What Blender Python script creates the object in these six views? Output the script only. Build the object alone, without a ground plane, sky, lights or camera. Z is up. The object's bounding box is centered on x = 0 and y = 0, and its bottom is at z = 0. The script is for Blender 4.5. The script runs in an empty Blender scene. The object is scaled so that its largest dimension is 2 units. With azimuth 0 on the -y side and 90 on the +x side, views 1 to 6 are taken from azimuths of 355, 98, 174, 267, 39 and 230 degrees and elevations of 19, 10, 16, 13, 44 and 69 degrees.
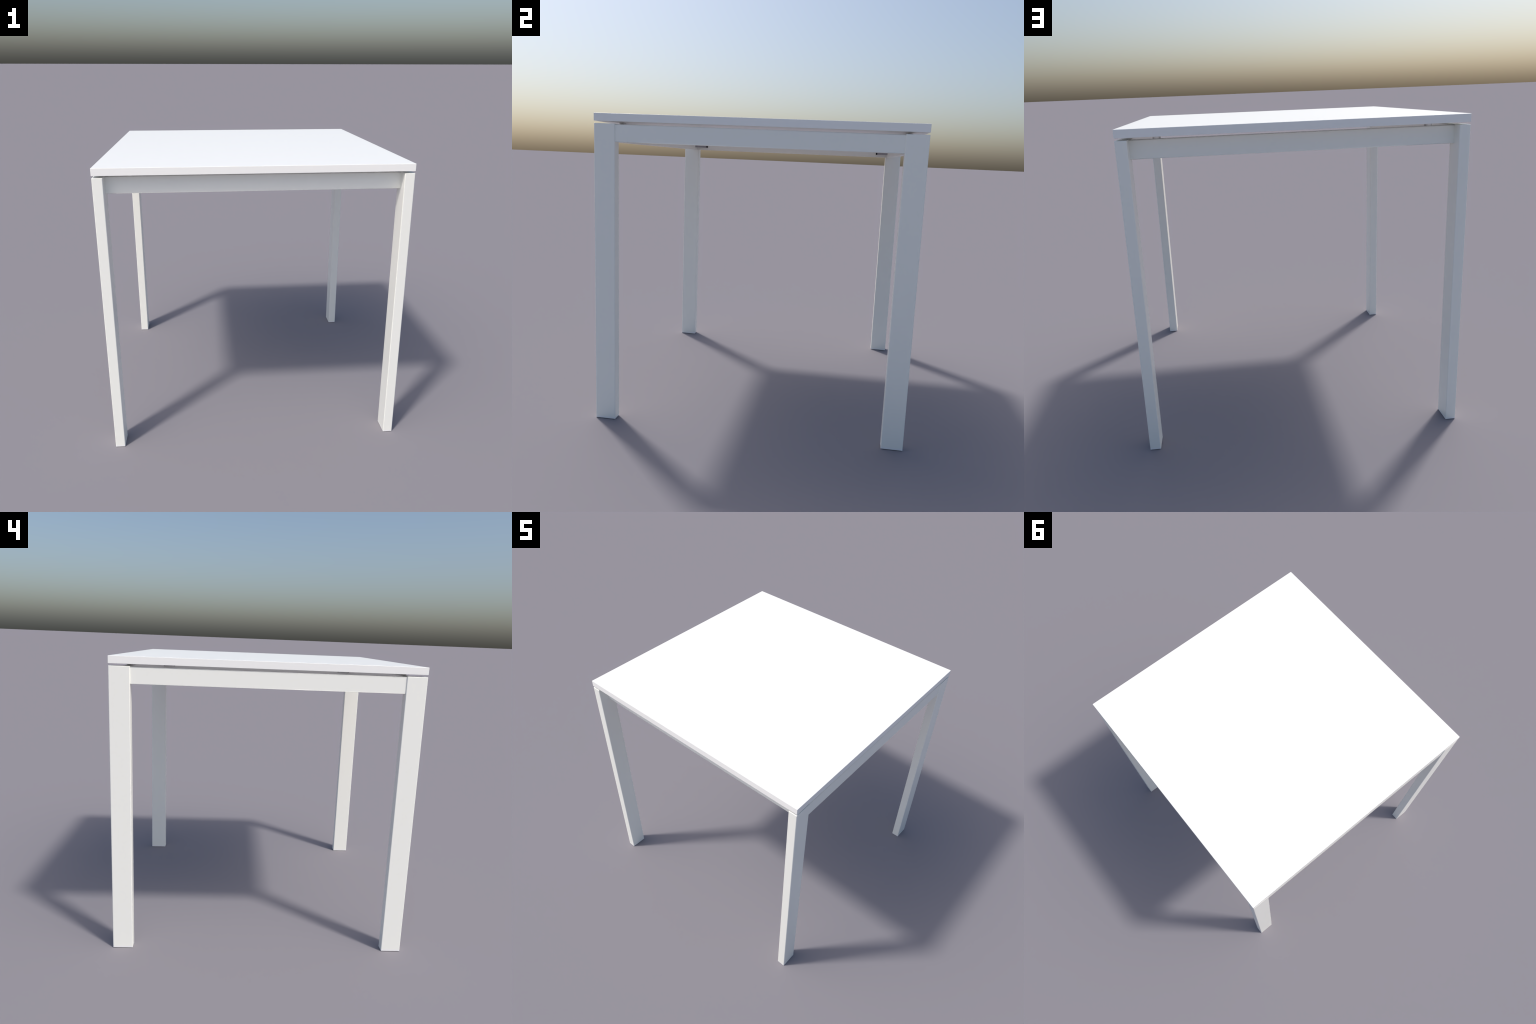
"""Square white table: laminate top floating on small spacers over a steel-tube frame.

The frame is drawn in millimetres of the real thing (760 x 760 x 750 mm) and
scaled so that the 760 mm side becomes 2.00 m.
"""
import math

import bpy
import bmesh
from mathutils import Vector, Matrix

MM = 2.0 / 760.0                     # one millimetre of the real table, in scene metres

# ------------------------------------------------------------------ sizes (mm)
TOP_HALF = 380.0                     # half side of the square top
HEIGHT = 750.0                       # top surface above the floor
TOP_THICK = 18.0                     # board thickness
LEG_OUT = 379.8                      # outer faces of the legs, from the middle
LEG_X, LEG_Y = 25.2, 50.7            # leg tube section
LEG_TOP = 726.8                      # leaves a shadow gap of about 5 mm
CAP = 4.6                            # plastic cap under each leg
RAIL_TOP, RAIL_LOW = 725.7, 685.3    # rails are 20 x 40 mm tubes
SIDE_RAIL = (354.9, 377.3)           # x range of the rails on the x sides
CROSS_RAIL = (333.0, 352.8)          # y range of the rails on the y sides
SPACER_X, SPACER_R = 297.0, 8.3      # spacer discs on the cross rails
BRACE_X, BRACE_Y = 322.0, 299.0      # where a corner brace meets cross rail / side rail
BRACE_LOW, BRACE_TOP = 693.4, 714.0


# ------------------------------------------------------------------ materials
def paint(name, colour, roughness, grain=0.02, scale=60.0, bump=0.0, specular=0.5, metallic=0.0):
    """Plain coat with a barely visible mottling and an optional fine orange peel."""
    mat = bpy.data.materials.new(name)
    mat.use_nodes = True
    nt = mat.node_tree
    bsdf = nt.nodes["Principled BSDF"]
    bsdf.inputs["Roughness"].default_value = roughness
    bsdf.inputs["Metallic"].default_value = metallic
    bsdf.inputs["Specular IOR Level"].default_value = specular
    coord = nt.nodes.new("ShaderNodeTexCoord")
    noise = nt.nodes.new("ShaderNodeTexNoise")
    noise.inputs["Scale"].default_value = scale
    noise.inputs["Detail"].default_value = 3.0
    ramp = nt.nodes.new("ShaderNodeValToRGB")
    ramp.color_ramp.elements[0].position = 0.35
    ramp.color_ramp.elements[1].position = 0.65
    ramp.color_ramp.elements[0].color = (*[c * (1 - grain) for c in colour], 1)
    ramp.color_ramp.elements[1].color = (*colour, 1)
    nt.links.new(coord.outputs["Object"], noise.inputs["Vector"])
    nt.links.new(noise.outputs["Fac"], ramp.inputs["Fac"])
    nt.links.new(ramp.outputs["Color"], bsdf.inputs["Base Color"])
    if bump:
        fine = nt.nodes.new("ShaderNodeTexNoise")
        fine.inputs["Scale"].default_value = 900.0
        node = nt.nodes.new("ShaderNodeBump")
        node.inputs["Strength"].default_value = bump
        node.inputs["Distance"].default_value = 0.0005
        nt.links.new(coord.outputs["Object"], fine.inputs["Vector"])
        nt.links.new(fine.outputs["Fac"], node.inputs["Height"])
        nt.links.new(node.outputs["Normal"], bsdf.inputs["Normal"])
    return mat


LAMINATE = paint("white_laminate", (0.985, 0.98, 0.945), 0.265, 0.006, 25.0)
LACQUER = paint("white_powder_coat", (0.965, 0.968, 0.90), 0.3, 0.006, 40.0)
PLASTIC = paint("white_plastic", (0.97, 0.97, 0.95), 0.4, 0.006, 80.0)
STEEL = paint("grey_plated_steel", (0.36, 0.35, 0.37), 0.45, 0.06, 80.0)
RUBBER = paint("black_rubber", (0.02, 0.02, 0.02), 0.7, 0.1, 80.0)


# ------------------------------------------------------------------ builders
root = bpy.data.objects.new("square_table", None)
root["label"] = "square white table with rectangular tube legs and floating top"
root["category"] = "table"
bpy.context.scene.collection.objects.link(root)


def link(name, mesh, material, location=(0, 0, 0), parent=root):
    if not mesh.materials:
        mesh.materials.append(material)
    obj = bpy.data.objects.new(name, mesh)
    obj.parent = parent
    obj.location = location
    bpy.context.scene.collection.objects.link(obj)
    return obj


def finish(bm, name):
    for f in bm.faces:
        f.smooth = True
    mesh = bpy.data.meshes.new(name)
    bm.to_mesh(mesh)
    bm.free()
    return mesh


def rounded_box(name, low, high, upright=2.0, top=1.0, bottom=1.0, segments=3):
    """Box from low to high (mm). Rounds its vertical edges, its top rim and its bottom rim.

    The rounding is done in one go with a weight per edge, and faces keep flat normals
    thanks to the area-weighted custom normals set afterwards.
    """
    low, high = Vector(low) * MM, Vector(high) * MM
    bm = bmesh.new()
    bmesh.ops.create_cube(bm, size=1.0)
    size, mid = high - low, (high + low) / 2
    bmesh.ops.transform(bm, matrix=Matrix.Translation(mid) @ Matrix.Diagonal((*size, 1)), verts=bm.verts)
    most = max(upright, top, bottom)
    layer = bm.edges.layers.float.new("bevel_weight_edge")
    for e in bm.edges:
        a, b = e.verts[0].co, e.verts[1].co
        z = (a.z + b.z) / 2
        if abs(a.z - b.z) > 1e-6:
            r = upright
        else:
            r = top if z > mid.z else bottom
        if r > 0:
            e[layer] = r / most
        else:
            e.smooth = False
    bm.to_mesh(mesh := bpy.data.meshes.new(name))
    bm.free()
    # bevel through a throw-away object so that the edge weights count
    temp = bpy.data.objects.new("temp", mesh)
    bpy.context.scene.collection.objects.link(temp)
    mod = temp.modifiers.new("round", "BEVEL")
    mod.limit_method, mod.width, mod.segments = "WEIGHT", most * MM, segments
    mod.harden_normals = True
    for f in mesh.polygons:
        f.use_smooth = True
    graph = bpy.context.evaluated_depsgraph_get()
    done = bpy.data.meshes.new_from_object(temp.evaluated_get(graph), preserve_all_data_layers=True, depsgraph=graph)
    done.name = name
    bpy.data.objects.remove(temp)
    bpy.data.meshes.remove(mesh)
    return done


def plate_along(name, a, b, z0, z1, thick, edge=0.5):
    """Upright flat bar whose middle runs from a to b in plan (mm)."""
    a, b = Vector((*a, 0)), Vector((*b, 0))
    mesh = rounded_box(name, (-(b - a).length / 2, -thick / 2, z0), ((b - a).length / 2, thick / 2, z1), edge, edge, edge, 2)
    d = b - a
    turn = Matrix.Rotation(math.atan2(d.y, d.x), 4, "Z")
    mesh.transform(Matrix.Translation((a + b) / 2 * MM) @ turn)
    return mesh


# ------------------------------------------------------------------ the board
link("tabletop", rounded_box("tabletop", (-TOP_HALF, -TOP_HALF, HEIGHT - TOP_THICK), (TOP_HALF, TOP_HALF, HEIGHT), 0.9, 0.7, 0.7, 4), LAMINATE)

# ------------------------------------------------------------------ legs with end caps
leg_mesh = rounded_box("leg", (-LEG_X / 2, -LEG_Y / 2, CAP), (LEG_X / 2, LEG_Y / 2, LEG_TOP), 2.0, 0.9, 0.0, 5)
cap_mesh = rounded_box("end_cap", (-LEG_X / 2, -LEG_Y / 2, 0), (LEG_X / 2, LEG_Y / 2, CAP), 2.0, 0.0, 0.5, 5)
for sx in (-1, 1):
    for sy in (-1, 1):
        leg = link("leg", leg_mesh, LACQUER, (sx * (LEG_OUT - LEG_X / 2) * MM, sy * (LEG_OUT - LEG_Y / 2) * MM, 0))
        link("end_cap", cap_mesh, PLASTIC, parent=leg)

# ------------------------------------------------------------------ rails between the legs
SINK = 1.0                                         # rails are let into the legs by this much
gap_x = LEG_OUT - LEG_X + SINK
gap_y = LEG_OUT - LEG_Y + SINK
for s in (-1, 1):
    x0, x1 = sorted((s * SIDE_RAIL[0], s * SIDE_RAIL[1]))
    link("side_rail", rounded_box("side_rail", (x0, -gap_y, RAIL_LOW), (x1, gap_y, RAIL_TOP), 0.0, 1.5, 1.2, 4), LACQUER)
    y0, y1 = sorted((s * CROSS_RAIL[0], s * CROSS_RAIL[1]))
    link("cross_rail", rounded_box("cross_rail", (-gap_x, y0, RAIL_LOW), (gap_x, y1, RAIL_TOP), 0.0, 1.5, 1.2, 4), LACQUER)

# ------------------------------------------------------------------ spacers under the board
bm = bmesh.new()
tall = (HEIGHT - TOP_THICK) - RAIL_TOP + 1.0
bmesh.ops.create_cone(bm, cap_ends=True, segments=40, radius1=SPACER_R * MM, radius2=SPACER_R * MM, depth=tall * MM)
spacer_mesh = finish(bm, "spacer")
for f in spacer_mesh.polygons:
    f.use_smooth = len(f.vertices) == 4
for sx in (-1, 1):
    for sy in (-1, 1):
        y = sum(CROSS_RAIL) / 2
        link("spacer", spacer_mesh, PLASTIC, (sx * SPACER_X * MM, sy * y * MM, (RAIL_TOP - 0.5 + tall / 2) * MM))

# ------------------------------------------------------------------ diagonal corner braces
for sx in (-1, 1):
    for sy in (-1, 1):
        on_side = (sx * (SIDE_RAIL[0] + 0.5), sy * BRACE_Y)
        on_cross = (sx * BRACE_X, sy * (CROSS_RAIL[0] + 0.5))
        brace = link("corner_brace", plate_along("corner_brace", on_side, on_cross, BRACE_LOW, BRACE_TOP, 3.0), STEEL)
        x0, x1 = sorted((sx * (SIDE_RAIL[0] - 3.5), sx * (SIDE_RAIL[0] + 0.5)))
        y0, y1 = sorted((sy * (BRACE_Y - 3.0), sy * (BRACE_Y + 2.0)))
        link("rubber_block", rounded_box("rubber_block", (x0, y0, BRACE_LOW - 0.3), (x1, y1, BRACE_TOP + 0.3), 0.6, 0.6, 0.6, 2), RUBBER, parent=brace)
